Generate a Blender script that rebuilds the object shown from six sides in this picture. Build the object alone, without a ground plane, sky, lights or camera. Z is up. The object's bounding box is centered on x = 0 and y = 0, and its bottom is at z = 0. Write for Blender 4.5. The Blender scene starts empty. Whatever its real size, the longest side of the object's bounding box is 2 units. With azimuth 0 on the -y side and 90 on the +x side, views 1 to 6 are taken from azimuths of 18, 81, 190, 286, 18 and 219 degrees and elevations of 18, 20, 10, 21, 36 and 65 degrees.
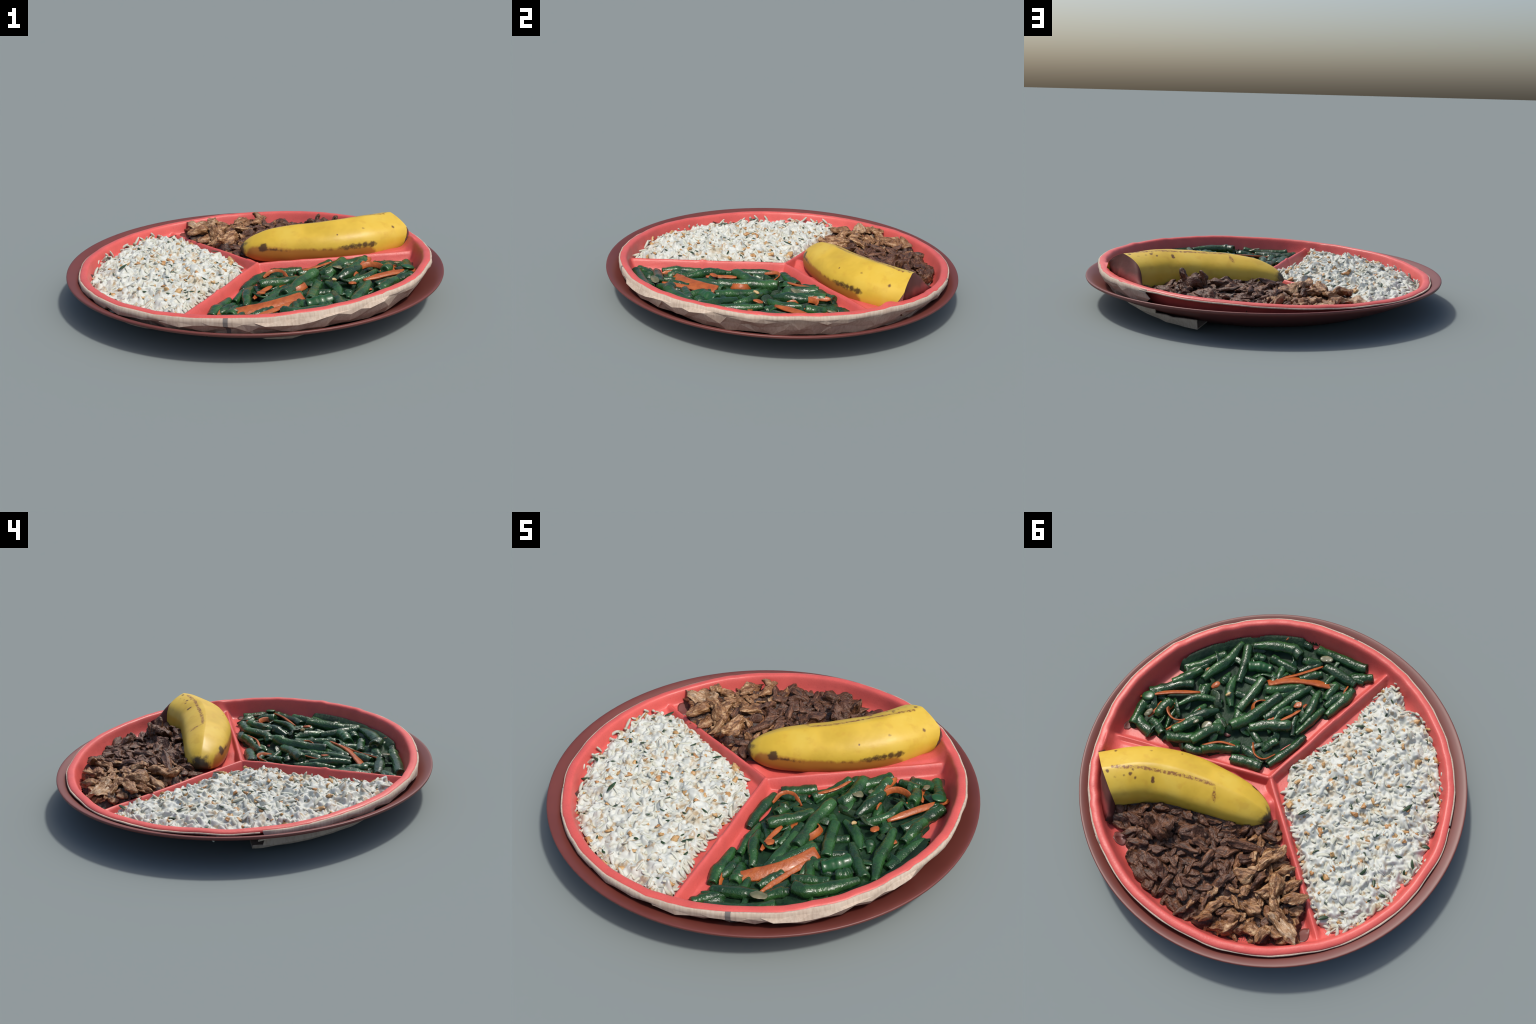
# A red divided picnic plate (rice, green beans with carrot, shredded meat, half a
# banana) standing in a dark red dish.  Metres, z up.
import bpy, math, random
import numpy as np
from mathutils import Vector, Matrix
from mathutils.geometry import delaunay_2d_cdt

rng = np.random.default_rng(11)
random.seed(11)
scene = bpy.context.scene

# ------------------------------------------------------------------ helpers
def smooth(a, b, x):
    t = np.clip((x - a) / (b - a), 0, 1)
    return t * t * (3 - 2 * t)

def smax(a, b, k):
    h = np.clip(0.5 + 0.5 * (a - b) / k, 0, 1)
    return b + (a - b) * h + k * h * (1 - h)

def _hash(ix, iy, iz):
    n = (ix * 374761393 + iy * 668265263 + iz * 2147483647) & 0xFFFFFFFF
    n = ((n ^ (n >> 13)) * 1274126177) & 0xFFFFFFFF
    return ((n ^ (n >> 16)) & 0xFFFF) / 32767.5 - 1.0

def noise(x, y, z=0.0, s=1.0, seed=0):
    """smooth value noise in -1..1, vectorised"""
    x, y, z = np.broadcast_arrays(np.asarray(x, float) * s + seed * 17.3, np.asarray(y, float) * s - seed * 7.7, np.asarray(z, float) * s + seed * 3.1)
    fx, fy, fz = np.floor(x), np.floor(y), np.floor(z)
    ix, iy, iz = fx.astype(np.int64), fy.astype(np.int64), fz.astype(np.int64)
    u, v, w = (c * c * (3 - 2 * c) for c in (x - fx, y - fy, z - fz))
    r = 0
    for dx in (0, 1):
        for dy in (0, 1):
            for dz in (0, 1):
                r = r + _hash(ix + dx, iy + dy, iz + dz) * (u if dx else 1 - u) * (v if dy else 1 - v) * (w if dz else 1 - w)
    return r

def fbm(x, y, z=0.0, s=1.0, seed=0, octaves=3):
    return sum(noise(x, y, z, s * 2.03 ** o, seed + o) * 0.5 ** o for o in range(octaves))

# the divided plate leans a little: h is height above the plane of its rim
CX, CY = -0.0057, 0.0095
def lift(x, y, h):
    return 0.1967 + 0.0387 * (x - CX) - 0.0038 * (y - CY) + h

DISH_R = (0.0, 0.60, 0.66, 0.74, 0.83, 0.905, 0.955, 0.975, 1.0)
DISH_Z = (0.009, 0.010, 0.016, 0.042, 0.076, 0.113, 0.145, 0.154, 0.160)
def dish_top(x, y):
    return np.interp(np.hypot(x, y), DISH_R, DISH_Z)

def mesh_object(name, verts, faces, material, parent=None, flat=False, centre=True, mats=None):
    verts = np.asarray(verts, float)
    c = verts.mean(0) if centre else np.zeros(3)
    me = bpy.data.meshes.new(name)
    me.from_pydata((verts - c).tolist(), [], faces)
    me.update()
    me.shade_flat() if flat else me.shade_smooth()
    for m in ([material] if mats is None else mats):
        me.materials.append(m)
    ob = bpy.data.objects.new(name, me)
    ob.location = c
    scene.collection.objects.link(ob)
    if parent:
        ob.parent = parent
    return ob

def empty(name, label, category):
    ob = bpy.data.objects.new(name, None)
    ob["label"], ob["category"] = label, category
    scene.collection.objects.link(ob)
    return ob

def grid_faces(rows, cols, closed):
    f = []
    for i in range(rows - 1):
        for j in range(cols if closed else cols - 1):
            k = (j + 1) % cols
            f.append((i * cols + j, i * cols + k, (i + 1) * cols + k, (i + 1) * cols + j))
    return f

def spline(pts, n):
    """Catmull-Rom through pts"""
    p = np.asarray(pts, float)
    p = np.vstack([2 * p[0] - p[1], p, 2 * p[-1] - p[-2]])
    m = len(p) - 3
    t = np.linspace(0, m, n)
    i = np.minimum(t.astype(int), m - 1)
    u = (t - i)[:, None]
    a, b, c, d = p[i], p[i + 1], p[i + 2], p[i + 3]
    return 0.5 * (2 * b + (c - a) * u + (2 * a - 5 * b + 4 * c - d) * u ** 2 + (3 * b - a - 3 * c + d) * u ** 3)

def frames(path, up=(0, 0, 1)):
    t = np.gradient(path, axis=0)
    t /= np.linalg.norm(t, axis=1)[:, None] + 1e-9
    s = np.cross(t, up)
    s /= np.linalg.norm(s, axis=1)[:, None] + 1e-9
    return t, s, np.cross(s, t)

def polygon_distance(poly, x, y):
    """signed distance to a closed polygon, positive inside"""
    p = np.asarray(poly, float)
    q = np.roll(p, -1, 0)
    best, inside = np.full(np.shape(x), 9.0), np.zeros(np.shape(x), bool)
    for (ax, ay), (bx, by) in zip(p, q):
        dx, dy = bx - ax, by - ay
        t = np.clip(((x - ax) * dx + (y - ay) * dy) / (dx * dx + dy * dy), 0, 1)
        best = np.minimum(best, np.hypot(x - ax - t * dx, y - ay - t * dy))
        cross = (ay > y) != (by > y)
        inside ^= cross & (x < ax + (y - ay) / (dy if abs(dy) > 1e-9 else 1e-9) * dx)
    return np.where(inside, best, -best)

# ------------------------------------------------------------------ materials
class Nodes:
    def __init__(self, name, rough=0.5, spec=0.5, coat=0.0):
        self.m = bpy.data.materials.new(name)
        self.m.use_nodes = True
        self.t = self.m.node_tree
        self.b = self.t.nodes["Principled BSDF"]
        self.b.inputs["Roughness"].default_value = rough
        self.b.inputs["Specular IOR Level"].default_value = spec
        self.b.inputs["Coat Weight"].default_value = coat
        self.b.inputs["Coat Roughness"].default_value = 0.15
        self.co = self.t.nodes.new("ShaderNodeTexCoord").outputs["Object"]

    def n(self, kind, **props):
        x = self.t.nodes.new("ShaderNode" + kind)
        for k, v in props.items():
            setattr(x, k, v)
        return x

    def put(self, socket, value):
        if isinstance(value, bpy.types.NodeSocket):
            self.t.links.new(value, socket)
        else:
            socket.default_value = value

    def scaled(self, sx, sy, sz, rot=(0, 0, 0), loc=(0, 0, 0), co=None):
        m = self.n("Mapping")
        self.put(m.inputs["Vector"], co or self.co)
        m.inputs["Scale"].default_value = (sx, sy, sz)
        m.inputs["Rotation"].default_value = rot
        m.inputs["Location"].default_value = loc
        return m.outputs[0]

    def noise(self, scale, detail=3, co=None, rough=0.55, distort=0.0):
        x = self.n("TexNoise")
        self.put(x.inputs["Vector"], co or self.co)
        x.inputs["Scale"].default_value, x.inputs["Detail"].default_value = scale, detail
        x.inputs["Roughness"].default_value, x.inputs["Distortion"].default_value = rough, distort
        return x.outputs["Fac"]

    def voronoi(self, scale, co=None, out="Distance", feature="F1"):
        x = self.n("TexVoronoi", feature=feature)
        self.put(x.inputs["Vector"], co or self.co)
        x.inputs["Scale"].default_value = scale
        return x.outputs[out]

    def math(self, op, a, b=0.0):
        x = self.n("Math", operation=op)
        self.put(x.inputs[0], a)
        self.put(x.inputs[1], b)
        return x.outputs[0]

    def range(self, v, a, b, lo=0.0, hi=1.0):
        x = self.n("MapRange", interpolation_type="SMOOTHSTEP")
        self.put(x.inputs["Value"], v)
        for k, w in zip(("From Min", "From Max", "To Min", "To Max"), (a, b, lo, hi)):
            x.inputs[k].default_value = w
        return x.outputs[0]

    def ramp(self, v, *stops):
        x = self.n("ValToRGB")
        e = x.color_ramp.elements
        while len(e) < len(stops):
            e.new(0.5)
        for el, (p, c) in zip(e, stops):
            el.position, el.color = p, (*c, 1)
        self.put(x.inputs[0], v)
        return x.outputs[0]

    def mix(self, f, a, b, mode="MIX"):
        x = self.n("Mix", data_type="RGBA", blend_type=mode)
        self.put(x.inputs[0], f)
        for s, v in ((x.inputs[6], a), (x.inputs[7], b)):
            self.put(s, v if isinstance(v, bpy.types.NodeSocket) else (*v, 1))
        return x.outputs[2]

    def axis(self, which):
        x = self.n("SeparateXYZ")
        self.put(x.inputs[0], self.co)
        return x.outputs[which]

    def spot(self, p, co=None):
        x = self.n("VectorMath", operation="DISTANCE")
        self.put(x.inputs[0], co or self.co)
        x.inputs[1].default_value = p
        return x.outputs["Value"]

    def segment(self, a, b, co=None):
        """distance from the coordinate to the line a-b"""
        a, b = Vector(a), Vector(b)
        d = b - a
        sub = self.n("VectorMath", operation="SUBTRACT")
        self.put(sub.inputs[0], co or self.co)
        sub.inputs[1].default_value = a
        dot = self.n("VectorMath", operation="DOT_PRODUCT")
        self.put(dot.inputs[0], sub.outputs[0])
        dot.inputs[1].default_value = d / d.length_squared
        t = self.math("MINIMUM", self.math("MAXIMUM", dot.outputs["Value"], 0.0), 1.0)
        sc = self.n("VectorMath", operation="SCALE")
        sc.inputs[0].default_value = d
        self.put(sc.inputs["Scale"], t)
        x = self.n("VectorMath", operation="DISTANCE")
        self.put(x.inputs[0], sub.outputs[0])
        self.put(x.inputs[1], sc.outputs[0])
        return x.outputs["Value"]

    def random(self):
        return self.n("ObjectInfo").outputs["Random"]

    def finish(self, colour, bump=None, strength=0.3, distance=0.004, rough=None):
        self.put(self.b.inputs["Base Color"], colour if isinstance(colour, bpy.types.NodeSocket) else (*colour, 1))
        if bump is not None:
            x = self.n("Bump")
            x.inputs["Strength"].default_value, x.inputs["Distance"].default_value = strength, distance
            self.put(x.inputs["Height"], bump)
            self.put(self.b.inputs["Normal"], x.outputs[0])
        if rough is not None:
            self.put(self.b.inputs["Roughness"], rough)
        return self.m

def dish_material():
    k = Nodes("dark_red_glaze", rough=0.49, spec=0.62)
    return k.finish(k.ramp(k.noise(5, 2), (0.3, (0.124, 0.025, 0.018)), (0.7, (0.138, 0.029, 0.021))))

def plate_material():
    k = Nodes("coral_red_moulded_pulp", rough=0.42, spec=0.45)
    c = k.ramp(k.noise(9, 4), (0.3, (0.53, 0.083, 0.072)), (0.7, (0.63, 0.101, 0.086)))
    c = k.mix(k.range(k.noise(160, 3), 0.5, 0.75, 0, 0.35), c, (0.40, 0.048, 0.05))
    return k.finish(c, k.noise(90, 3), 0.25, 0.003)

def shell_material():
    k = Nodes("pale_wood_fibre_card", rough=0.85, spec=0.2)
    fibre = k.noise(1.0, 5, co=k.scaled(95, 95, 5))
    c = k.ramp(fibre, (0.3, (0.40, 0.315, 0.245)), (0.55, (0.49, 0.40, 0.32)), (0.75, (0.52, 0.45, 0.37)))
    c = k.mix(k.range(k.noise(9, 3), 0.55, 0.75, 0, 0.45), c, (0.36, 0.25, 0.19))
    c = k.mix(k.math("LESS_THAN", k.math("ADD", k.math("MULTIPLY", k.math("ABSOLUTE", k.math("SUBTRACT", k.axis("X"), 0.147)), 1.0), k.math("MULTIPLY", k.math("GREATER_THAN", k.axis("Y"), 0.0), 1.0)), 0.011), c, (0.16, 0.145, 0.135))
    return k.finish(c, fibre, 0.12, 0.003)

def rice_material(name, dark=0.0):
    k = Nodes(name, rough=0.5, spec=0.35)
    r = k.random()
    c = k.ramp(k.math("FRACT", k.math("MULTIPLY", r, 7.13)), (0.0, (0.47, 0.485, 0.40)), (0.5, (0.505, 0.53, 0.46)), (1.0, (0.53, 0.55, 0.51)))
    c = k.mix(k.range(k.noise(22, 2), 0.50, 0.68, 0, 0.6), c, (0.47, 0.45, 0.35))
    c = k.mix(k.range(k.noise(15, 2), 0.55, 0.67, 0, 0.7), c, (0.43, 0.36, 0.24))
    if dark:
        c = k.mix(k.range(k.noise(30, 3), 0.55, 0.65, 0, dark), c, (0.31, 0.21, 0.10))
    return k.finish(c, k.noise(70, 2), 0.2, 0.003)

def simple(name, stops, scale=30, rough=0.4, spec=0.5, coat=0.0, bump=(60, 0.4, 0.003), stretch=None, vary=None):
    k = Nodes(name, rough=rough, spec=spec, coat=coat)
    co = k.scaled(*stretch) if stretch else None
    c = k.ramp(k.noise(scale, 4, co=co), *stops)
    if vary:
        c = k.mix(k.range(k.random(), vary[0], 1.0, 0, vary[1]), c, vary[2])
    return k.finish(c, k.noise(bump[0], 3, co=co), bump[1], bump[2])

def bean_material():
    k = Nodes("glossy_cooked_green", rough=0.24, spec=0.5, coat=0.15)
    c = k.ramp(k.noise(11, 4), (0.32, (0.008, 0.026, 0.010)), (0.5, (0.017, 0.064, 0.017)), (0.72, (0.034, 0.112, 0.026)))
    r = k.random()
    c = k.mix(k.range(r, 0.80, 1.0, 0, 0.6), c, (0.034, 0.040, 0.016))
    c = k.mix(k.range(k.math("FRACT", k.math("MULTIPLY", r, 5.7)), 0.35, 1.0, 0, 0.65), c, (0.006, 0.024, 0.010))
    return k.finish(c, k.math("ADD", k.noise(34, 4), k.math("MULTIPLY", k.noise(95, 2), 0.4)), 0.7, 0.009)

def meat_material(name, a, b, c_, tint):
    k = Nodes(name, rough=0.46, spec=0.45)
    f = k.noise(1.0, 5, co=k.scaled(14, 62, 62), distort=0.6)
    c = k.ramp(f, (0.36, a), (0.52, b), (0.68, c_))
    c = k.mix(k.range(k.random(), 0.55, 1.0, 0, 0.7), c, tint)
    c = k.mix(k.range(k.noise(70, 3), 0.58, 0.72, 0, 0.6), c, a)
    return k.finish(c, k.math("ADD", f, k.noise(90, 3)), 0.7, 0.008)

M_dish, M_plate, M_shell = dish_material(), plate_material(), shell_material()
M_rice, M_mound = rice_material("boiled_rice"), rice_material("packed_rice", 0.7)
M_herb = simple("chopped_herb", ((0.3, (0.006, 0.018, 0.008)), (0.7, (0.03, 0.07, 0.022))), 60, 0.4)
M_garlic = simple("toasted_garlic", ((0.3, (0.38, 0.19, 0.06)), (0.7, (0.52, 0.36, 0.17))), 40, 0.45, vary=(0.4, 0.6, (0.32, 0.12, 0.03)))
M_bean = bean_material()
M_bright = simple("fresh_green", ((0.3, (0.008, 0.055, 0.014)), (0.7, (0.016, 0.090, 0.022))), 14, 0.35, coat=0.15)
M_sauce = simple("dark_bean_sauce", ((0.3, (0.006, 0.018, 0.011)), (0.7, (0.014, 0.045, 0.019))), 16, 0.55, spec=0.2, bump=(34, 0.6, 0.01))
M_carrot = simple("cooked_carrot", ((0.3, (0.26, 0.050, 0.010)), (0.7, (0.42, 0.108, 0.021))), 24, 0.4, spec=0.4, coat=0.08, bump=(70, 0.5, 0.005))
M_onion = simple("soft_onion", ((0.3, (0.07, 0.085, 0.04)), (0.7, (0.19, 0.17, 0.10))), 25, 0.3, coat=0.2)
M_seed = simple("pale_seed", ((0.3, (0.42, 0.27, 0.11)), (0.7, (0.55, 0.40, 0.19))), 30, 0.4)
M_meat = meat_material("dark_braised_meat", (0.028, 0.011, 0.005), (0.108, 0.044, 0.021), (0.21, 0.098, 0.050), (0.085, 0.034, 0.018))
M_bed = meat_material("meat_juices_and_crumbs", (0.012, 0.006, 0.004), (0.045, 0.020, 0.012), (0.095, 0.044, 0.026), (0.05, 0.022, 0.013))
M_shred = meat_material("light_shredded_meat", (0.080, 0.029, 0.009), (0.26, 0.125, 0.050), (0.50, 0.33, 0.18), (0.19, 0.076, 0.030))
M_fat = meat_material("pale_fatty_meat", (0.24, 0.115, 0.045), (0.40, 0.26, 0.15), (0.52, 0.40, 0.29), (0.36, 0.22, 0.12))

# ------------------------------------------------------------------ the dish
def build_dish():
    prof = [(0.0, 0.009), (0.40, 0.009), (0.60, 0.010), (0.66, 0.016), (0.74, 0.042), (0.83, 0.076), (0.905, 0.113), (0.955, 0.145), (0.975, 0.154),
            (0.987, 0.1585), (0.995, 0.1600), (0.999, 0.1590), (1.0, 0.1540), (0.9975, 0.1470), (0.985, 0.1395), (0.945, 0.1215),
            (0.905, 0.104), (0.83, 0.069), (0.74, 0.034), (0.67, 0.008), (0.640, 0.0), (0.61, 0.001), (0.59, 0.004), (0.3, 0.004), (0.0, 0.004)]
    n = 128
    v, f = [], []
    for r, z in prof[1:-1]:
        for j in range(n):
            a = 2 * math.pi * j / n
            v.append((r * math.cos(a), r * math.sin(a), z - 0.0034 * r * math.cos(a) * smooth(0.7, 1.0, r)))
    rows = len(prof) - 2
    f = [tuple(reversed(q)) for q in grid_faces(rows, n, True)]
    v += [(0, 0, prof[0][1]), (0, 0, prof[-1][1])]
    top, bot = len(v) - 2, len(v) - 1
    for j in range(n):
        k = (j + 1) % n
        f.append((top, j, k))
        f.append((bot, (rows - 1) * n + k, (rows - 1) * n + j))
    ob = mesh_object("serving_dish", v, f, M_dish, centre=False)
    ob["label"], ob["category"] = "shallow round dark red dish with a plain rim", "dish"
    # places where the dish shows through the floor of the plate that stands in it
    for x, y, wx, wy, up in [(-0.012, -0.790, 0.036, 0.032, 0), (0.797, 0.236, 0.022, 0.045, 0), (0.378, -0.060, 0.042, 0.034, 0.012), (0.288, -0.200, 0.020, 0.048, 0.012),
                             (-0.632, 0.555, 0.030, 0.045, 0), (0.388, 0.745, 0.040, 0.034, 0), (-0.818, -0.290, 0.020, 0.050, 0)]:
        v, f, n = [], [], 28
        for i, (k, d) in enumerate(((1.0, -0.006), (0.96, 0.0015), (0.7, 0.002), (0.35, 0.002))):
            for j in range(n):
                a = 2 * math.pi * j / n
                w = 1 + 0.16 * float(noise(math.cos(a), math.sin(a), s=1.7, seed=int(abs(x * 100))))
                px, py = x + k * w * wx * math.cos(a), y + k * w * wy * math.sin(a)
                v.append((px, py, float(plate_top(px, py)) + d + up))
        v.append((x, y, float(plate_top(x, y)) + 0.002 + up))
        f = grid_faces(4, n, True) + [(3 * n + j, 3 * n + (j + 1) % n, 4 * n) for j in range(n)] + [tuple(range(n - 1, -1, -1))]
        mesh_object("dish_showing_through", v, f, M_dish, ob)

# ------------------------------------------------------------------ the divided plate
JOINT = (0.006, 0.016)
RIDGES = [((0.845, 0.368), -0.053, -0.057), ((-0.108, -0.90), -0.050, -0.045), ((-0.735, 0.552), -0.050, -0.052)]
def ridge_height(x, y):
    best = np.full(np.shape(x), -9.0)
    for n, ((ex, ey), h0, h1) in enumerate(RIDGES):
        dx, dy = ex - JOINT[0], ey - JOINT[1]
        L = math.hypot(dx, dy)
        s = ((x - JOINT[0]) * dx + (y - JOINT[1]) * dy) / L
        o = (-(x - JOINT[0]) * dy + (y - JOINT[1]) * dx) / L + 0.006 * noise(s, 0 * s, s=7, seed=n + 3)
        d = np.hypot(o, np.minimum(s, 0))
        top = h0 + (h1 - h0) * np.clip(s / L, 0, 1) + 0.002 * noise(s, 0 * s, s=16, seed=n)
        if n == 1:
            top = top + 0.007 * np.exp(-((s - 0.475) / 0.02) ** 2)
        best = smax(best, top - 0.062 * smooth(0.003, 0.038, d), 0.008)
    return best

PLATE_WALL = [(0.816, -0.0995), (0.830, -0.0975), (0.842, -0.093), (0.852, -0.087), (0.860, -0.079), (0.8665, -0.070), (0.872, -0.059), (0.8765, -0.048), (0.8805, -0.037),
              (0.884, -0.026), (0.8875, -0.016), (0.891, -0.0085), (0.895, -0.0035), (0.900, -0.001), (0.906, 0.0), (0.914, 0.0002), (0.922, -0.001), (0.928, -0.0035), (0.932, -0.008), (0.934, -0.014)]
def rim_wobble(ca, sa):
    """the pressed rim is not quite round or level, least so on the east side"""
    east = smooth(0.1, 0.9, ca)
    dr = 0.0055 * noise(ca, sa, s=6, seed=1) + (0.0025 + 0.004 * east) * noise(ca, sa, s=17, seed=2)
    dh = 0.004 * noise(ca, sa, s=5, seed=4) + (0.0015 + 0.003 * east) * noise(ca, sa, s=19, seed=5)
    return dr, dh
def plate_top(x, y):
    r = np.hypot(x - CX, y - CY)
    h = np.interp(r, [0, 0.80] + [q[0] for q in PLATE_WALL], [-0.1, -0.1] + [q[1] for q in PLATE_WALL])
    h = h + 0.003 * noise(x, y, s=9, seed=8) * (1 - smooth(0.80, 0.92, r))
    h = h + sunk(x, y)
    return np.maximum(lift(x, y, smax(h, ridge_height(x, y), 0.010)), np.where(r < 0.895, dish_top(x, y) + 0.004, -1))

def sunk(x, y):
    """the bean compartment is a little deeper than the others"""
    a = np.degrees(np.arctan2(y - JOINT[1], x - JOINT[0]))
    r = np.hypot(x - CX, y - CY)
    t = np.clip(((x - 0.20) * 0.60 + (y - 0.125) * 0.30) / 0.45, 0, 1)
    d = np.hypot(x - 0.20 - 0.60 * t, y - 0.125 - 0.30 * t)
    fill = (0.020 + 0.026 * t) * smooth(0.095, 0.02, d) * smooth(0.90, 0.86, r)
    fill = fill + 0.036 * np.exp(-((x + 0.085) ** 2 + (y - 0.115) ** 2) / 0.05 ** 2)
    return fill - 0.024 * smooth(-98, -82, a) * smooth(26, 12, a) * smooth(0.905, 0.84, r) * smooth(0.03, 0.12, r)

def rest(x, y, h, clear):
    """height above the rim plane, raised where needed so the thing clears the floor of the plate"""
    r = np.hypot(x - CX, y - CY) + 1e-6
    k = np.minimum(1, 0.862 / r)
    return np.maximum(h, plate_top(CX + (x - CX) * k, CY + (y - CY) * k) + clear - lift(x, y, 0))

def build_plate():
    root = empty("divided_plate", "coral red round plate with three compartments and pale fibre underside", "plate")
    prof = [(r, -0.1) for r in np.linspace(0.006, 0.80, 130)] + PLATE_WALL
    n, rows = 512, len(prof)
    a = np.arange(n) * 2 * np.pi / n
    r0, h0 = np.array(prof).T
    R, A = np.meshgrid(r0, a, indexing="ij")
    H = np.repeat(h0[:, None], n, 1)
    ca, sa = np.cos(A), np.sin(A)
    rimness = smooth(0.80, 0.92, R)
    dr, dh = rim_wobble(ca, sa)
    R = R + rimness * dr
    X, Y = CX + R * ca, CY + R * sa
    H = H + rimness * dh + 0.003 * noise(X, Y, s=9, seed=8) * (1 - rimness) + sunk(X, Y)
    ridge = ridge_height(X, Y)
    inside = r0[:, None] < 0.893
    H2 = np.where(inside, smax(H, ridge, 0.010), H)
    X = X.copy()
    Z = np.maximum(lift(X, Y, H2), np.where(inside, dish_top(X, Y) + 0.004, -1))
    top = np.stack([X, Y, Z], -1)
    # thickness along the surface normal
    du, dv = np.gradient(top, axis=0), (np.roll(top, -1, 1) - np.roll(top, 1, 1))
    nor = np.cross(du, dv)
    nor /= np.linalg.norm(nor, axis=-1)[..., None] + 1e-12
    bot = top - 0.007 * nor
    bot[..., 2] = np.maximum(bot[..., 2], np.where(r0[:, None] < 0.905, dish_top(bot[..., 0], bot[..., 1]) - 0.006, -1))
    bot[-1] = top[-1] + np.stack([-0.012 * ca[-1], -0.012 * sa[-1], np.full(n, -0.004)], -1)
    bot[-2] = top[-2] + np.stack([-0.014 * ca[-1], -0.014 * sa[-1], np.full(n, -0.009)], -1)
    V = np.concatenate([top.reshape(-1, 3), bot.reshape(-1, 3), [[CX, CY, lift(CX, CY, -0.062)], [CX, CY, lift(CX, CY, -0.085)]]])
    V[-2, 2], V[-1, 2] = top[0, :, 2].mean(), bot[0, :, 2].mean()
    N = rows * n
    tf, region = [], []
    grid = grid_faces(rows, n, True)
    C = V[np.array(grid)].mean(1)
    F = np.array(grid)
    rr = np.hypot(C[:, 0] - CX, C[:, 1] - CY)
    rd = (ridge - H).reshape(-1)[F].mean(1)
    keep = np.array([True for i in range(len(F))])
    reg = np.where(rr > 0.886, "rim", np.where(rd > 0.002, "divider", np.where(rr > 0.815, "wall", "floor")))
    faces, tags = [], []
    edge = {}
    for q, kp, g in zip(grid, keep, reg):
        if not kp:
            continue
        faces.append(tuple(reversed(q))); tags.append(g)
        faces.append(tuple(i + N for i in q)); tags.append(g)
        for e in zip(q, q[1:] + q[:1]):
            edge[frozenset(e)] = None if frozenset(e) in edge else (e, g)
    for j in range(n):
        k = (j + 1) % n
        faces.append((2 * N, j, k)); tags.append("divider")
        faces.append((2 * N + 1, N + k, N + j)); tags.append("divider")
    for item in edge.values():
        if item:
            (i, j), g = item
            if i < n and j < n:
                continue
            faces.append((i, j, j + N, i + N)); tags.append(g)
    normals = np.zeros_like(V)
    for q in faces:
        p = V[list(q)]
        m = np.cross(p[1] - p[0], p[2] - p[0]) if len(q) == 3 else np.cross(p[2] - p[0], p[3] - p[1])
        normals[list(q)] += m
    normals /= np.linalg.norm(normals, axis=1)[:, None] + 1e-15
    for g in ("rim", "wall", "divider", "floor"):
        sel = [q for q, t in zip(faces, tags) if t == g]
        used = sorted({i for q in sel for i in q})
        new = {o: i for i, o in enumerate(used)}
        ob = mesh_object(g, V[used], [tuple(new[i] for i in q) for q in sel], M_plate, root, centre=False)
        ob.data.normals_split_custom_set_from_vertices(normals[used].tolist())
    build_shell(root)

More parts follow.
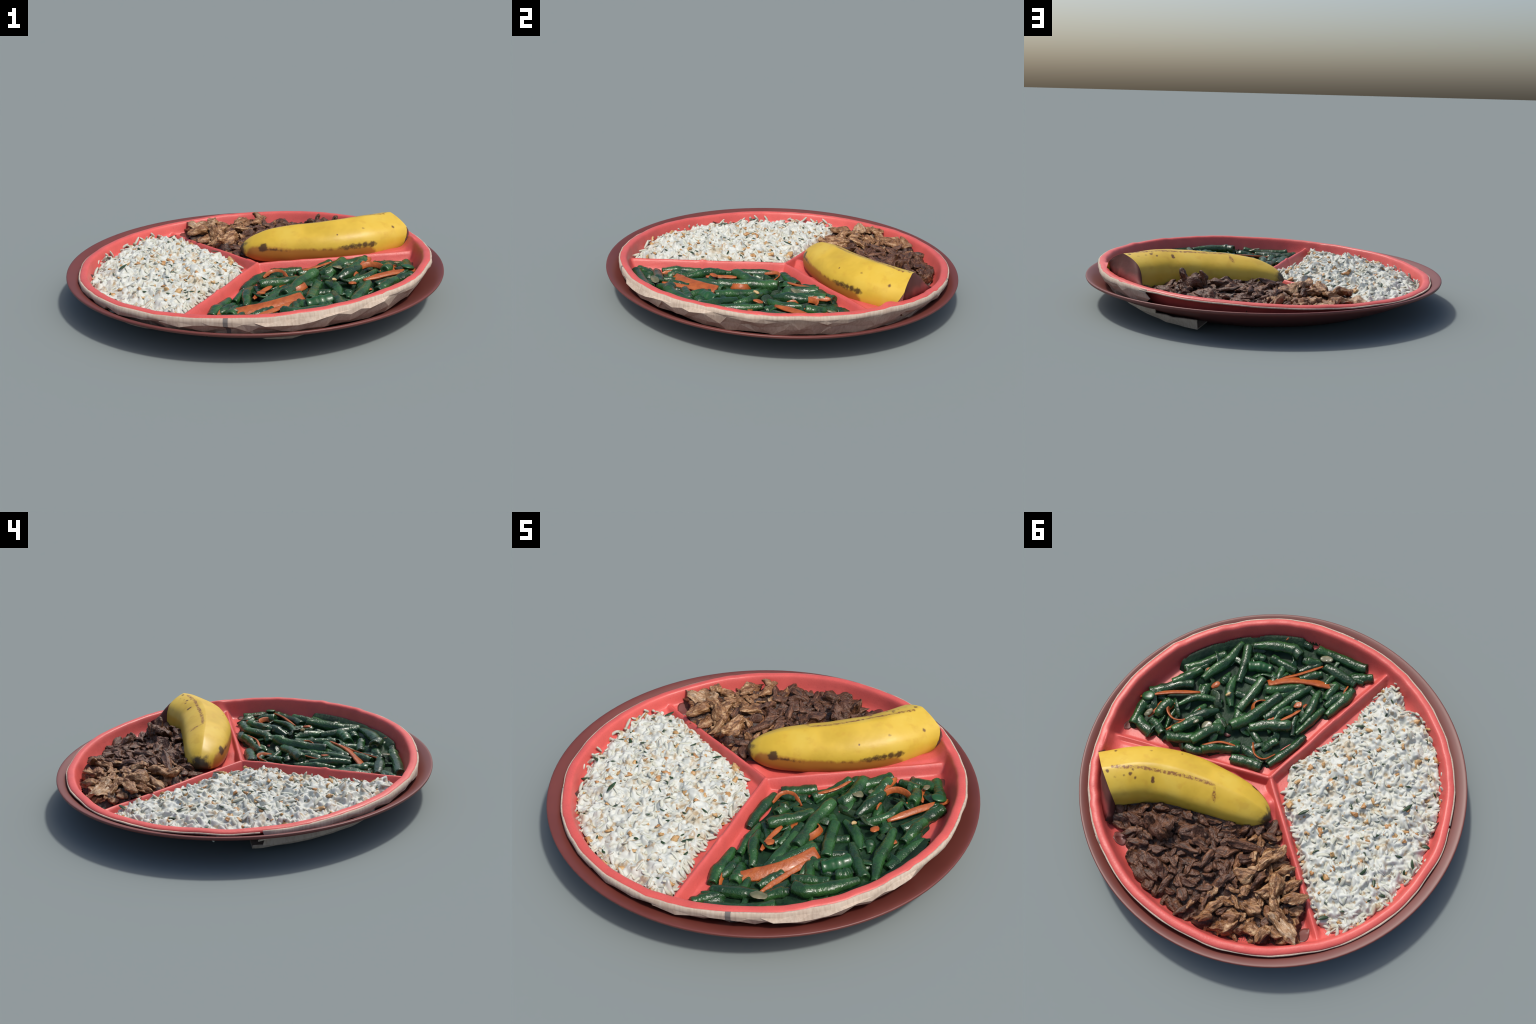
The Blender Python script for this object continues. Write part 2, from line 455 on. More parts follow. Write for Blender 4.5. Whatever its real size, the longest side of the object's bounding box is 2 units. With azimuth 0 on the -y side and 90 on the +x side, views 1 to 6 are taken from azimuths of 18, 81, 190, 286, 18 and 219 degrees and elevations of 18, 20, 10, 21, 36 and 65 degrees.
def build_shell(root):
    """pale card underside: a smooth band under the rim, crumpled facets below it,
    poking through the dish at the bottom in places"""
    deg = np.arange(-162, 81, 3.75)
    a = np.radians(deg)
    zb = np.interp(deg, [-170, -160, -115, -101, -80, -72, -66, -58, -48, -38, -6, 6, 15, 28, 45, 59, 70, 80], [0.050, 0.048, 0.062, 0.072, 0.072, 0.056, 0.036, 0.040, 0.072, 0.084, 0.080, 0.064, 0.066, 0.076, 0.076, 0.048, 0.028, 0.020])
    rb = np.interp(deg, [-170, -150, -110, -75, -50, 10, 30, 60, 80], [0.885, 0.88, 0.87, 0.80, 0.80, 0.83, 0.86, 0.855, 0.855])
    v, n = [], len(a)
    def ring(r, z, jr=0.0, jz=0.0, ja=0.0):
        aa = a + np.radians(rng.uniform(-1, 1, n) * ja)
        dr, dh = rim_wobble(np.cos(aa), np.sin(aa))
        k = 1.0 if callable(z) else 0.0
        r = r + rng.uniform(-1, 1, n) * jr + k * dr
        x, y = CX + r * np.cos(aa), CY + r * np.sin(aa)
        v.append(np.stack([x, y, (z(x, y) if callable(z) else z) + k * dh + rng.uniform(-1, 1, n) * jz], -1))
    ring(0.930, lambda x, y: lift(x, y, -0.005), 0.0005, 0.0005)
    ring(0.9375, lambda x, y: lift(x, y, -0.008), 0.0008, 0.002)
    under = np.interp(deg, [-170, -60, -40, 10, 30, 80], [0, 0, 0.010, 0.010, 0.004, 0.0])
    ring(0.9400, lambda x, y: lift(x, y, -0.026), 0.003, 0.005, 0.9)
    bulge = np.interp(deg, [-80, -65, -35, -22], [0, 0.016, 0.016, 0])
    ring(0.9350 + bulge - 0.5 * under, lambda x, y: lift(x, y, -0.044), 0.006, 0.012, 1.6)
    ring(0.908 + bulge - under, lambda x, y: 0.5 * lift(x, y, -0.060) + 0.5 * 0.122, 0.010, 0.012, 1.7)
    ring(0.880 - 0.5 * under, 0.104, 0.008, 0.007, 1.6)
    ring(rb + 0.012, np.maximum(0.070, zb + 0.016), 0.004, 0.005, 1.0)
    ring(rb - 0.006, zb, 0.004, 0.002, 0.8)
    ring(0.72, zb * 0.5 + 0.018, 0.0, 0.002)
    ring(0.60, 0.035)
    v = np.concatenate(v)
    f = []
    for i in range(9):
        for j in range(n - 1):
            if (i < 6 and not -161 <= deg[j] < 60) or (i > 7 and deg[j] < -156):
                continue
            p, q, r, s = i * n + j, i * n + j + 1, (i + 1) * n + j + 1, (i + 1) * n + j
            if i < 2:
                f.append((p, s, r, q))
            elif rng.random() < 0.5:
                f += [(p, s, r), (p, r, q)]
            else:
                f += [(p, s, q), (q, s, r)]
    used = sorted({k for q in f for k in q})
    new = {k: i for i, k in enumerate(used)}
    ob = mesh_object("fibre_underside", v[used], [tuple(new[k] for k in q) for q in f], M_shell, root, flat=True, centre=False)
    for p in ob.data.polygons:
        p.use_smooth = len(p.vertices) == 4
    sol = ob.modifiers.new("thickness", "SOLIDIFY")
    sol.thickness, sol.offset = 0.006, -1
    # thin pale edge that follows the rest of the rim
    deg = np.linspace(60, 201, 95)
    a = np.radians(deg)
    v = []
    for r, h in ((0.929, -0.008), (0.9375, -0.009), (0.9385, -0.014), (0.930, -0.018)):
        w = 0.002 * noise(np.cos(a), np.sin(a), s=9, seed=31)
        dr, dh = rim_wobble(np.cos(a), np.sin(a))
        r, h = r + dr, h + dh
        x, y = CX + (r + w) * np.cos(a), CY + (r + w) * np.sin(a)
        v.append(np.stack([x, y, lift(x, y, h + w)], -1))
    n = len(a)
    f = [tuple(reversed(q)) for q in grid_faces(4, n, False)] + [(j, j + 1, 3 * n + j + 1, 3 * n + j) for j in range(n - 1)]
    f += [(3 * n, 2 * n, n, 0), (n - 1, 2 * n - 1, 3 * n - 1, 4 * n - 1)]
    mesh_object("fibre_edge", np.concatenate(v), f, M_shell, root, centre=False)

# ------------------------------------------------------------------ heaps
def heap_mesh(name, poly, height, material, parent, step=0.008, margin=0.012, out_to=0.872):
    p = np.array(poly)
    x0, y0 = p.min(0) - 0.03
    x1, y1 = p.max(0) + 0.03
    X, Y = np.meshgrid(np.arange(x0, x1, step), np.arange(y0, y1, step), indexing="ij")
    D = polygon_distance(poly, X, Y)
    R = np.hypot(X - CX, Y - CY)
    Z = np.maximum(lift(X, Y, height(X, Y, D)), dish_top(X, Y) + 0.004)
    Z = np.where(R > 0.83, np.maximum(Z, plate_top(X, Y) - 0.003), Z)
    ok = (D > -margin) & (R < out_to)
    ny = X.shape[1]
    idx = -np.ones(X.shape, int)
    need = np.zeros_like(ok)
    cell = ok[:-1, :-1] & ok[1:, :-1] & ok[1:, 1:] & ok[:-1, 1:]
    for dx in (0, 1):
        for dy in (0, 1):
            need[dx:X.shape[0] - 1 + dx, dy:ny - 1 + dy] |= cell
    idx[need] = np.arange(need.sum())
    i, j = np.nonzero(cell)
    f = np.stack([idx[i, j], idx[i + 1, j], idx[i + 1, j + 1], idx[i, j + 1]], -1)
    return mesh_object(name, np.stack([X[need], Y[need], Z[need]], -1), f.tolist(), material, parent, centre=False)

def scatter(poly, count, spacing, inset=0.0, tries=60000):
    """random points in a polygon, no two nearer than the spacing"""
    p = np.array(poly)
    out = []
    cells = {}
    q = rng.uniform(p.min(0), p.max(0), (tries, 2))
    q = q[polygon_distance(poly, q[:, 0], q[:, 1]) > inset]
    for x, y in q:
        c = (int(x // spacing), int(y // spacing))
        if all((x - u) ** 2 + (y - w) ** 2 >= spacing ** 2 for dx in (-1, 0, 1) for dy in (-1, 0, 1) for u, w in cells.get((c[0] + dx, c[1] + dy), ())):
            cells.setdefault(c, []).append((x, y))
            out.append((x, y))
            if len(out) == count:
                break
    return out

def blob_verts(L, w, t, nu=10, nv=8, bend=0.0, seed=0, rough=0.0, power=0.5, fibre=0.0):
    """a closed lump along x: length L, width w, thickness t"""
    v = []
    for i in range(1, nu):
        u = i / nu
        r = math.sin(math.pi * u) ** power
        for j in range(nv):
            a = 2 * math.pi * j / nv
            v.append((L * (u - 0.5), 0.5 * w * r * math.cos(a) + bend * L * (4 * (u - 0.5) ** 2), 0.5 * t * r * math.sin(a)))
    v += [(-L / 2, bend * L, 0), (L / 2, bend * L, 0)]
    v = np.array(v)
    f = [tuple(reversed(q)) for q in grid_faces(nu - 1, nv, True)]
    m = len(v)
    for j in range(nv):
        k = (j + 1) % nv
        f.append((m - 2, j, k))
        f.append((m - 1, (nu - 2) * nv + k, (nu - 2) * nv + j))
    if rough:
        s = 1.6 / max(w, 1e-3)
        for ax in range(3):
            v[:, ax] += rough * fbm(v[:, 0], v[:, 1] + 3 * seed, v[:, 2], s=s, seed=seed * 3 + ax, octaves=3)
    if fibre:
        ang = np.arctan2(v[:, 2], v[:, 1])
        k = 1 + fibre * noise(np.cos(ang) * 2.4, np.sin(ang) * 2.4, v[:, 0] * 9, s=1.0, seed=seed + 50)
        v[:, 1] *= k
        v[:, 2] *= k
    return v, [tuple(reversed(q)) for q in f]

def place(verts, x, y, h, yaw, pitch=0.0, roll=0.0):
    m = Matrix.Rotation(yaw, 3, "Z") @ Matrix.Rotation(pitch, 3, "Y") @ Matrix.Rotation(roll, 3, "X")
    return np.asarray(verts) @ np.array(m).T + np.array([x, y, lift(x, y, h)])

# ------------------------------------------------------------------ rice
RICE = [(-0.180, -0.857), (-0.135, -0.791), (-0.125, -0.641), (-0.136, -0.553), (-0.111, -0.426), (-0.089, -0.324), (-0.071, -0.205), (-0.032, -0.122), (-0.080, -0.021),
        (-0.112, 0.042), (-0.169, 0.102), (-0.224, 0.137), (-0.349, 0.223), (-0.420, 0.285), (-0.495, 0.342), (-0.558, 0.407), (-0.630, 0.445), (-0.690, 0.457), (-0.723, 0.478),
        (-0.801, 0.405), (-0.833, 0.315), (-0.847, 0.233), (-0.874, 0.167), (-0.855, 0.083), (-0.887, -0.024), (-0.885, -0.123), (-0.834, -0.184), (-0.822, -0.250), (-0.804, -0.350),
        (-0.757, -0.460), (-0.692, -0.536), (-0.668, -0.597), (-0.584, -0.681), (-0.521, -0.734), (-0.450, -0.771), (-0.366, -0.776), (-0.316, -0.756), (-0.229, -0.814)]
RICE_PEAKS = [(x, y, rng.uniform(0.014, 0.040), rng.uniform(0.034, 0.056), rng.uniform(0, 6.3)) for x, y in scatter(RICE, 200, 0.058, 0.0)]
def rice_height(x, y, d):
    d = d + 0.016 * noise(x, y, s=28, seed=44)
    e = smooth(-0.012, 0.028, d)
    dome = -0.112 + 0.041 * e + 0.022 * smooth(0.02, 0.17, d)
    dome = dome + (0.007 * noise(x, y, s=14, seed=41) + 0.008 * noise(x, y, s=30, seed=42) + 0.003 * noise(x, y, s=62, seed=43)) * e
    dome = dome - 0.038 * smooth(0.16, 0.02, -0.055 - 0.06 * (y + 0.2) * (y < -0.2) - x) * smooth(-0.15, -0.35, y)
    clump = np.zeros(np.shape(x))
    for px, py, a, r, t in RICE_PEAKS:
        u, v = (x - px) * math.cos(t) + (y - py) * math.sin(t), -(x - px) * math.sin(t) + (y - py) * math.cos(t)
        clump = np.maximum(clump, a * np.maximum(1 - np.hypot(u / 1.25, v / 0.85) / r, 0) ** 1.15)
    return dome + clump * (0.35 + 0.65 * smooth(0.0, 0.04, d))

def build_rice():
    root = empty("rice_serving", "heap of white rice with herbs and toasted garlic", "rice")
    # the packed mass: every grain in it raises a rounded ridge on the heap
    seeds = np.array(scatter(RICE, 1700, 0.0175, -0.006, 60000))
    sd = polygon_distance(RICE, seeds[:, 0], seeds[:, 1])
    sh = rice_height(seeds[:, 0], seeds[:, 1], sd) + rng.uniform(-0.006, 0.007, len(seeds))
    sy, sl, st = rng.uniform(0, 6.3, len(seeds)), rng.uniform(0.022, 0.036, len(seeds)), rng.normal(0, 0.42, len(seeds))
    def packed(X, Y, D):
        H = rice_height(X, Y, D) - 0.004
        gx0, gy0, stp = X[0, 0], Y[0, 0], X[1, 0] - X[0, 0]
        m = int(0.034 / stp) + 1
        for (x, y), h, a, l, t in zip(seeds, sh, sy, sl, st):
            i, j = int((x - gx0) / stp), int((y - gy0) / stp)
            w = (slice(max(i - m, 0), i + m + 1), slice(max(j - m, 0), j + m + 1))
            dx, dy = X[w] - x, Y[w] - y
            u, v = (dx * math.cos(a) + dy * math.sin(a)) / l, (-dx * math.sin(a) + dy * math.cos(a)) / 0.0110
            q = 1 - u * u - v * v
            H[w] = np.where(q > 0, np.maximum(H[w], h + t * u * l + 0.0095 * np.sqrt(np.maximum(q, 0)) - 0.005), H[w])
        for _ in range(2):
            H[1:-1, 1:-1] = 0.4 * H[1:-1, 1:-1] + 0.15 * (H[2:, 1:-1] + H[:-2, 1:-1] + H[1:-1, 2:] + H[1:-1, :-2])
        return H
    heap_mesh("rice_mound", RICE, packed, M_mound, root, 0.0042, out_to=0.868)
    kinds = []
    for s in range(6):
        v, f = blob_verts(1.0, 0.25 + 0.03 * (s % 3), 0.22, 9, 8, bend=(0.05, -0.06, 0.10, 0.0, -0.1, 0.03)[s], power=0.42)
        me = bpy.data.meshes.new("rice_grain")
        me.from_pydata(v.tolist(), [], f)
        me.shade_smooth()
        me.materials.append(M_rice)
        kinds.append((me, v, f))
    pts = scatter(RICE, 760, 0.023, -0.004, 60000)
    P = np.array(pts)
    D = polygon_distance(RICE, P[:, 0], P[:, 1])
    Hh = rice_height(P[:, 0], P[:, 1], D)
    e = 0.01
    gx = (rice_height(P[:, 0] + e, P[:, 1], polygon_distance(RICE, P[:, 0] + e, P[:, 1])) - rice_height(P[:, 0] - e, P[:, 1], polygon_distance(RICE, P[:, 0] - e, P[:, 1]))) / (2 * e)
    gy = (rice_height(P[:, 0], P[:, 1] + e, polygon_distance(RICE, P[:, 0], P[:, 1] + e)) - rice_height(P[:, 0], P[:, 1] - e, polygon_distance(RICE, P[:, 0], P[:, 1] - e))) / (2 * e)
    order = np.argsort(-(Hh + rng.uniform(0, 0.02, len(P))))
    V, F, base = [], [], 0
    for rank, i in enumerate(order):
        me, v, f = kinds[int(rng.integers(6))]
        L = rng.uniform(0.042, 0.070)
        yaw = rng.uniform(0, 2 * math.pi)
        slope = np.clip(gx[i] * math.cos(yaw) + gy[i] * math.sin(yaw), -0.6, 0.6)
        pitch = -math.atan(slope) + rng.normal(0, 0.30)
        h = Hh[i] + rng.uniform(-0.004, 0.003)
        h = float(rest(P[i, 0], P[i, 1], h, 0.007 + 0.45 * L * abs(math.sin(pitch))))
        if rank < 300:
            ob = bpy.data.objects.new("rice_grain", me)
            ob.location = (P[i, 0], P[i, 1], lift(P[i, 0], P[i, 1], h))
            ob.rotation_euler = (rng.uniform(-0.5, 0.5), pitch, yaw)
            ob.scale = (L, L * rng.uniform(0.95, 1.3), L)
            scene.collection.objects.link(ob)
            ob.parent = root
        else:
            V.append(place(v * L, P[i, 0], P[i, 1], h, yaw, pitch, rng.uniform(-0.5, 0.5)))
            F += [tuple(k + base for k in q) for q in f]
            base += len(v)
    ob = mesh_object("loose_rice", np.concatenate(V), F, M_rice, root, centre=False)
    ob["kind"] = "stuff"
    # herb slivers: the long ones where they are seen, the rest strewn
    def herb(x, y, h, yaw, L, w, pitch=0.0, bend=0.0):
        v, f = blob_verts(L, w, 0.006, 10, 8, bend=bend, power=0.7)
        h = float(rest(x, y, h, 0.012))
        mesh_object("herb_sliver", place(v, x, y, h + 0.003, yaw, pitch), f, M_herb, root)
    for x, y, yaw, L, w in [(-0.651, -0.277, 1.35, 0.075, 0.020), (-0.256, 0.074, 1.0, 0.062, 0.018), (-0.611, -0.067, 1.2, 0.045, 0.018), (-0.675, 0.13, 1.3, 0.060, 0.016),
                            (-0.180, -0.512, 0.6, 0.060, 0.017), (-0.057, -0.113, 0.3, 0.045, 0.016), (-0.837, -0.187, 0.4, 0.045, 0.020), (-0.658, 0.433, 0.9, 0.060, 0.022),
                            (-0.737, 0.124, 2.2, 0.085, 0.018), (-0.841, -0.056, 2.4, 0.060, 0.016), (-0.42, -0.11, 2.5, 0.035, 0.015), (-0.36, -0.36, 2.6, 0.04, 0.014)]:
        d = polygon_distance(RICE, np.array([x]), np.array([y]))
        herb(x, y, float(rice_height(np.array([x]), np.array([y]), d)[0]) + 0.010, yaw, L, w, rng.normal(0, 0.2), rng.normal(0, 0.06))
    for x, y in scatter(RICE, 62, 0.065, 0.015):
        d = polygon_distance(RICE, np.array([x]), np.array([y]))
        herb(x, y, float(rice_height(np.array([x]), np.array([y]), d)[0]) + 0.005, rng.uniform(0, 6.3), rng.uniform(0.02, 0.045), rng.uniform(0.007, 0.014), rng.normal(0, 0.35), rng.normal(0, 0.12))
    for n, (x, y) in enumerate(scatter(RICE, 125, 0.045, 0.004)):
        d = polygon_distance(RICE, np.array([x]), np.array([y]))
        s = rng.choice([0.018, 0.024, 0.034, 0.046]) * rng.uniform(0.8, 1.2)
        v, f = blob_verts(s, s * 0.62, s * 0.42, 9, 8, seed=n, rough=s * 0.2, power=0.5)
        mesh_object("garlic_crumb", place(v, x, y, float(rest(x, y, float(rice_height(np.array([x]), np.array([y]), d)[0]) + 0.006, 0.010)), rng.uniform(0, 6.3), rng.normal(0, 0.3)), f, M_garlic, root)

# ------------------------------------------------------------------ beans and carrot
BEANS = [(0.784, 0.246), (0.823, 0.107), (0.845, 0.016), (0.808, -0.120), (0.808, -0.221), (0.793, -0.354), (0.708, -0.449), (0.664, -0.531), (0.593, -0.589), (0.543, -0.663), (0.478, -0.721),
         (0.350, -0.781), (0.292, -0.794), (0.023, -0.860), (-0.048, -0.811), (-0.022, -0.705), (-0.017, -0.588), (-0.007, -0.418), (0.012, -0.287), (0.065, -0.054), (0.093, -0.001), (0.190, 0.020),
         (0.377, 0.118), (0.470, 0.164), (0.585, 0.190), (0.662, 0.230)]
def bean_floor(x, y, d):
    h = -0.124 + 0.022 * smooth(-0.01, 0.06, d) + 0.006 * noise(x, y, s=13, seed=61) * smooth(0.0, 0.05, d)
    return soften(h, x, y, bean_axes, 0.000, 0.038)

bean_axes = []
def soften(h, x, y, axes, rise, reach):
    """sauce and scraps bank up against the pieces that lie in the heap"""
    gx0, gy0, stp = x[0, 0], y[0, 0], x[1, 0] - x[0, 0]
    m = int(1.6 * reach / stp) + 1
    for px, py, ph in axes:
        i, j = int((px - gx0) / stp), int((py - gy0) / stp)
        w = (slice(max(i - m, 0), max(i + m + 1, 0)), slice(max(j - m, 0), max(j + m + 1, 0)))
        if h[w].size:
            d2 = (x[w] - px) ** 2 + (y[w] - py) ** 2
            h[w] = np.maximum(h[w], ph + rise - 0.05 * d2 / reach ** 2)
    for _ in range(2):
        h[1:-1, 1:-1] = 0.4 * h[1:-1, 1:-1] + 0.15 * (h[2:, 1:-1] + h[:-2, 1:-1] + h[1:-1, 2:] + h[1:-1, :-2])
    return h

def heap_dip(x, y):
    """the heap sinks towards the corner by the rice and towards the middle of the plate"""
    return -0.007 - 0.020 * smooth(0.30, 0.12, x) * smooth(-0.48, -0.62, y) - 0.012 * smooth(0.36, 0.16, x) * smooth(-0.22, -0.05, y) - 0.006 * smooth(0.45, 0.3, x)

bean_root = None
bean_count = 0
def bean(*pts, h=-0.066, end=None, r=0.025, mat=None, name="green_bean"):
    """a cooked bean through points on the heap; h: height of its axis at the start, end: at the finish"""
    global bean_count
    bean_count += 1
    end = h if end is None else end
    p = np.array(pts, float)
    hs = np.linspace(h, end, len(p)) + heap_dip(p[:, 0], p[:, 1])
    path = spline(np.stack([p[:, 0], p[:, 1], lift(p[:, 0], p[:, 1], hs)], -1), 22)
    w = 0.5 * min(1, np.linalg.norm(p[-1] - p[0]) / 0.2)
    path[:, 2] += 0.012 * w * noise(path[:, 0], path[:, 1], s=11, seed=bean_count)
    side = np.array([-(p[-1] - p[0])[1], (p[-1] - p[0])[0]]) / (np.linalg.norm(p[-1] - p[0]) + 1e-6)
    path[:, 2] = lift(path[:, 0], path[:, 1], rest(path[:, 0], path[:, 1], path[:, 2] - lift(path[:, 0], path[:, 1], 0), 0.5 * r))
    path[:, :2] += side * (0.020 * w * noise(path[:, 0], path[:, 1], s=9, seed=bean_count + 200))[:, None]
    bean_axes.extend((q[0], q[1], q[2] - lift(q[0], q[1], 0)) for q in path[::2])
    r *= 1.13
    t, s, u = frames(path)
    n = 16
    L = np.linspace(0, 1, 22)
    thin = (rng.uniform(0.45, 1.0), rng.uniform(0.45, 1.0)) if rng.random() < 0.55 else (1.0, 1.0)
    v = []
    spin = rng.uniform(0, 6.3)
    prof = 1 + 0.16 * noise(L * 5, bean_count, s=1.3, seed=7) + 0.07 * noise(L * 12, bean_count, seed=9)
    for i in range(22):
        rad = r * prof[i] * (0.93 + 0.07 * math.sin(math.pi * L[i])) * (1 - (1 - thin[0]) * (1 - L[i]) ** 3) * (1 - (1 - thin[1]) * L[i] ** 3)
        for j in range(n):
            a = 2 * math.pi * j / n
            k = rad * (1 + 0.07 * math.cos(2 * a + spin) + 0.03 * math.cos(5 * a + 2 * spin) + 0.05 * noise(L[i] * 7, math.cos(a), math.sin(a), seed=bean_count))
            v.append(path[i] + s[i] * k * math.cos(a) + u[i] * k * 0.94 * math.sin(a))
    f = grid_faces(22, n, True)
    # cut ends: a rounded edge and a slightly hollow middle
    for i, sign in ((0, -1), (21, 1)):
        prev = i * n
        for scale, push in ((0.90, 0.006), (0.62, 0.005), (0.30, -0.001)):
            b = len(v)
            for j in range(n):
                v.append(path[i] + (v[i * n + j] - path[i]) * scale + sign * t[i] * push)
            for j in range(n):
                k = (j + 1) % n
                q = (prev + j, prev + k, b + k, b + j)
                f.append(q if sign > 0 else q[::-1])
            prev = b
        v.append(path[i] + sign * t[i] * (-0.003))
        for j in range(n):
            q = (prev + j, prev + (j + 1) % n, len(v) - 1)
            f.append(q if sign > 0 else q[::-1])
    return mesh_object(name, v, [tuple(reversed(q)) for q in f], mat or M_bean, bean_root)

def strip(*pts, h=-0.052, w=0.020, t=0.007, lean=0.0, hs=None, name="carrot_strip", mat=None, blunt=0.55):
    """a flat cut strip through points, width w, thickness t, leaned over by an angle"""
    p = np.array(pts, float)
    hs = (np.full(len(p), h) if hs is None else np.array(hs)) - 0.005 + 0.8 * heap_dip(p[:, 0], p[:, 1])
    path = spline(np.stack([p[:, 0], p[:, 1], lift(p[:, 0], p[:, 1], hs)], -1), 26)
    tg, s, u = frames(path)
    sec = [(-1, -0.6), (-0.8, -1), (0.8, -1), (1, -0.6), (1, 0.6), (0.8, 1), (-0.8, 1), (-1, 0.6)]
    v = []
    for i in range(26):
        taper = blunt + (1 - blunt) * min(1, 6 * min(i, 25 - i) / 25)
        ww = 0.5 * w * taper * (1 + 0.16 * noise(i * 0.5, p[0, 0] * 9, seed=5))
        c, d = math.cos(lean), math.sin(lean)
        for x, y in sec:
            X, Y = x * ww, y * t / 2
            v.append(path[i] + s[i] * (X * c - Y * d) + u[i] * (X * d + Y * c))
    f = grid_faces(26, 8, True) + [tuple(range(7, -1, -1)), tuple(range(25 * 8, 26 * 8))]
    return mesh_object(name, v, [tuple(reversed(q)) for q in f], mat or M_carrot, bean_root)

def build_beans():
    global bean_root
    bean_root = empty("green_bean_salad", "glossy dark green beans tossed with orange carrot strips", "green beans")
    lo, mid, hi = -0.092, -0.076, -0.058
    bean((0.800, -0.215), (0.722, -0.320), (0.676, -0.416), h=lo)
    bean((0.655, -0.208), (0.636, -0.369), (0.646, -0.521), h=hi + 0.004, end=mid, r=0.026)
    bean((0.501, -0.325), (0.544, -0.412), (0.599, -0.525), h=mid, end=-0.060)
    bean((0.576, -0.545), (0.413, -0.664), (0.342, -0.660), h=-0.058, end=-0.047, r=0.028)
    bean((0.531, -0.496), (0.511, -0.513), (0.482, -0.520), h=mid)
    bean((0.516, -0.430), (0.472, -0.466), (0.415, -0.491), h=hi - 0.006, end=-0.070, r=0.029, mat=M_bright)
    bean((0.835, 0.025), (0.764, -0.073), (0.690, -0.157), h=mid - 0.004)
    bean((0.775, -0.097), (0.741, -0.181), (0.712, -0.250), h=mid)
    bean((0.777, 0.225), (0.812, 0.111), (0.798, 0.043), h=-0.082, r=0.026)
    bean((0.704, 0.115), (0.709, 0.066), (0.700, 0.010), h=mid, end=hi, r=0.029)
    bean((0.441, -0.178), (0.503, -0.246), (0.540, -0.337), h=hi - 0.014, end=mid, r=0.027)
    bean((0.396, -0.193), (0.401, -0.298), (0.415, -0.419), h=mid, r=0.024)
    bean((0.570, -0.262), (0.572, -0.288), (0.580, -0.337), h=lo)
    bean((0.655, -0.005), (0.612, -0.101), (0.494, -0.167), h=-0.060, end=mid, r=0.020)
    bean((0.564, 0.042), (0.524, -0.044), (0.481, -0.118), h=hi, end=mid, r=0.030)
    bean((0.572, 0.133), (0.540, 0.048), (0.514, -0.021), h=-0.050, end=-0.064, r=0.026)
    bean((0.710, 0.152), (0.676, 0.156), (0.622, 0.174), h=mid)
    bean((0.573, 0.176), (0.509, 0.132), (0.445, 0.080), h=-0.055, end=-0.064)
    bean((0.463, 0.115), (0.421, -0.013), (0.376, -0.040), h=-0.046, end=mid, r=0.026)
    bean((0.385, 0.118), (0.325, 0.036), (0.246, -0.017), h=-0.066, end=lo)
    bean((0.469, 0.152), (0.420, 0.143), (0.371, 0.105), h=mid)
    bean((0.361, -0.085), (0.311, -0.200), (0.272, -0.394), h=-0.050, end=-0.064, r=0.028)
    bean((0.278, -0.148), (0.199, -0.224), (0.112, -0.284), h=-0.062, end=-0.055, r=0.028)
    bean((0.066, -0.048), (0.042, -0.174), (0.028, -0.295), h=-0.070, end=lo)
    bean((0.072, -0.281), (0.061, -0.397), (0.050, -0.485), h=mid, r=0.024)
    bean((0.088, -0.342), (0.101, -0.460), (0.118, -0.555), h=-0.060, r=0.026)
    bean((0.213, -0.260), (0.208, -0.328), (0.192, -0.379), h=lo)
    bean((0.250, -0.304), (0.225, -0.433), (0.187, -0.553), h=mid - 0.004, r=0.024)
    bean((0.357, -0.384), (0.277, -0.462), (0.218, -0.532), h=hi - 0.006, end=mid, r=0.025)
    bean((0.012, -0.471), (-0.008, -0.583), (0.001, -0.683), h=mid, end=mid, r=0.027)
    bean((0.077, -0.545), (0.083, -0.595), (0.086, -0.654), h=mid)
    bean((0.291, -0.766), (0.168, -0.805), (0.018, -0.846), h=-0.072, end=-0.085, r=0.026)
    bean((0.197, -0.707), (0.099, -0.715), (0.008, -0.713), h=mid, r=0.030)
    bean((0.045, -0.738), (-0.004, -0.775), (-0.045, -0.811), h=lo)
    bean((0.317, -0.658), (0.274, -0.677), (0.225, -0.712), h=mid)
    bean((0.459, -0.563), (0.391, -0.568), (0.311, -0.578), h=lo)
    bean((0.455, -0.704), (0.400, -0.738), (0.336, -0.757), h=lo)
    bean((0.532, -0.622), (0.508, -0.654), (0.481, -0.694), h=lo)
    bean((0.256, -0.556), (0.227, -0.604), (0.191, -0.656), h=lo)
    bean((0.138, -0.091), (0.136, -0.135), (0.120, -0.179), h=mid, r=0.027)
    bean((0.241, 0.050), (0.159, 0.010), (0.098, -0.013), h=lo)
    bean((0.260, -0.242), (0.247, -0.296), (0.237, -0.358), h=lo)
    bean((0.413, -0.488), (0.369, -0.457), (0.332, -0.400), h=lo)
    bean((0.800, 0.175), (0.742, 0.196), (0.665, 0.205), h=lo)
    # short pieces half buried below the others
    for x, y in scatter(BEANS, 34, 0.095, 0.03):
        a, l = rng.normal(0.9, 0.8), rng.uniform(0.04, 0.09)
        c, s = math.cos(a) * l, math.sin(a) * l
        e = polygon_distance(BEANS, np.array([x - c, x + c]), np.array([y - s, y + s])).min()
        if e > 0.015:
            bean((x - c, y - s), (x + 0.1 * s, y - 0.1 * c), (x + c, y + s), h=rng.uniform(-0.102, -0.090), r=rng.uniform(0.018, 0.025))
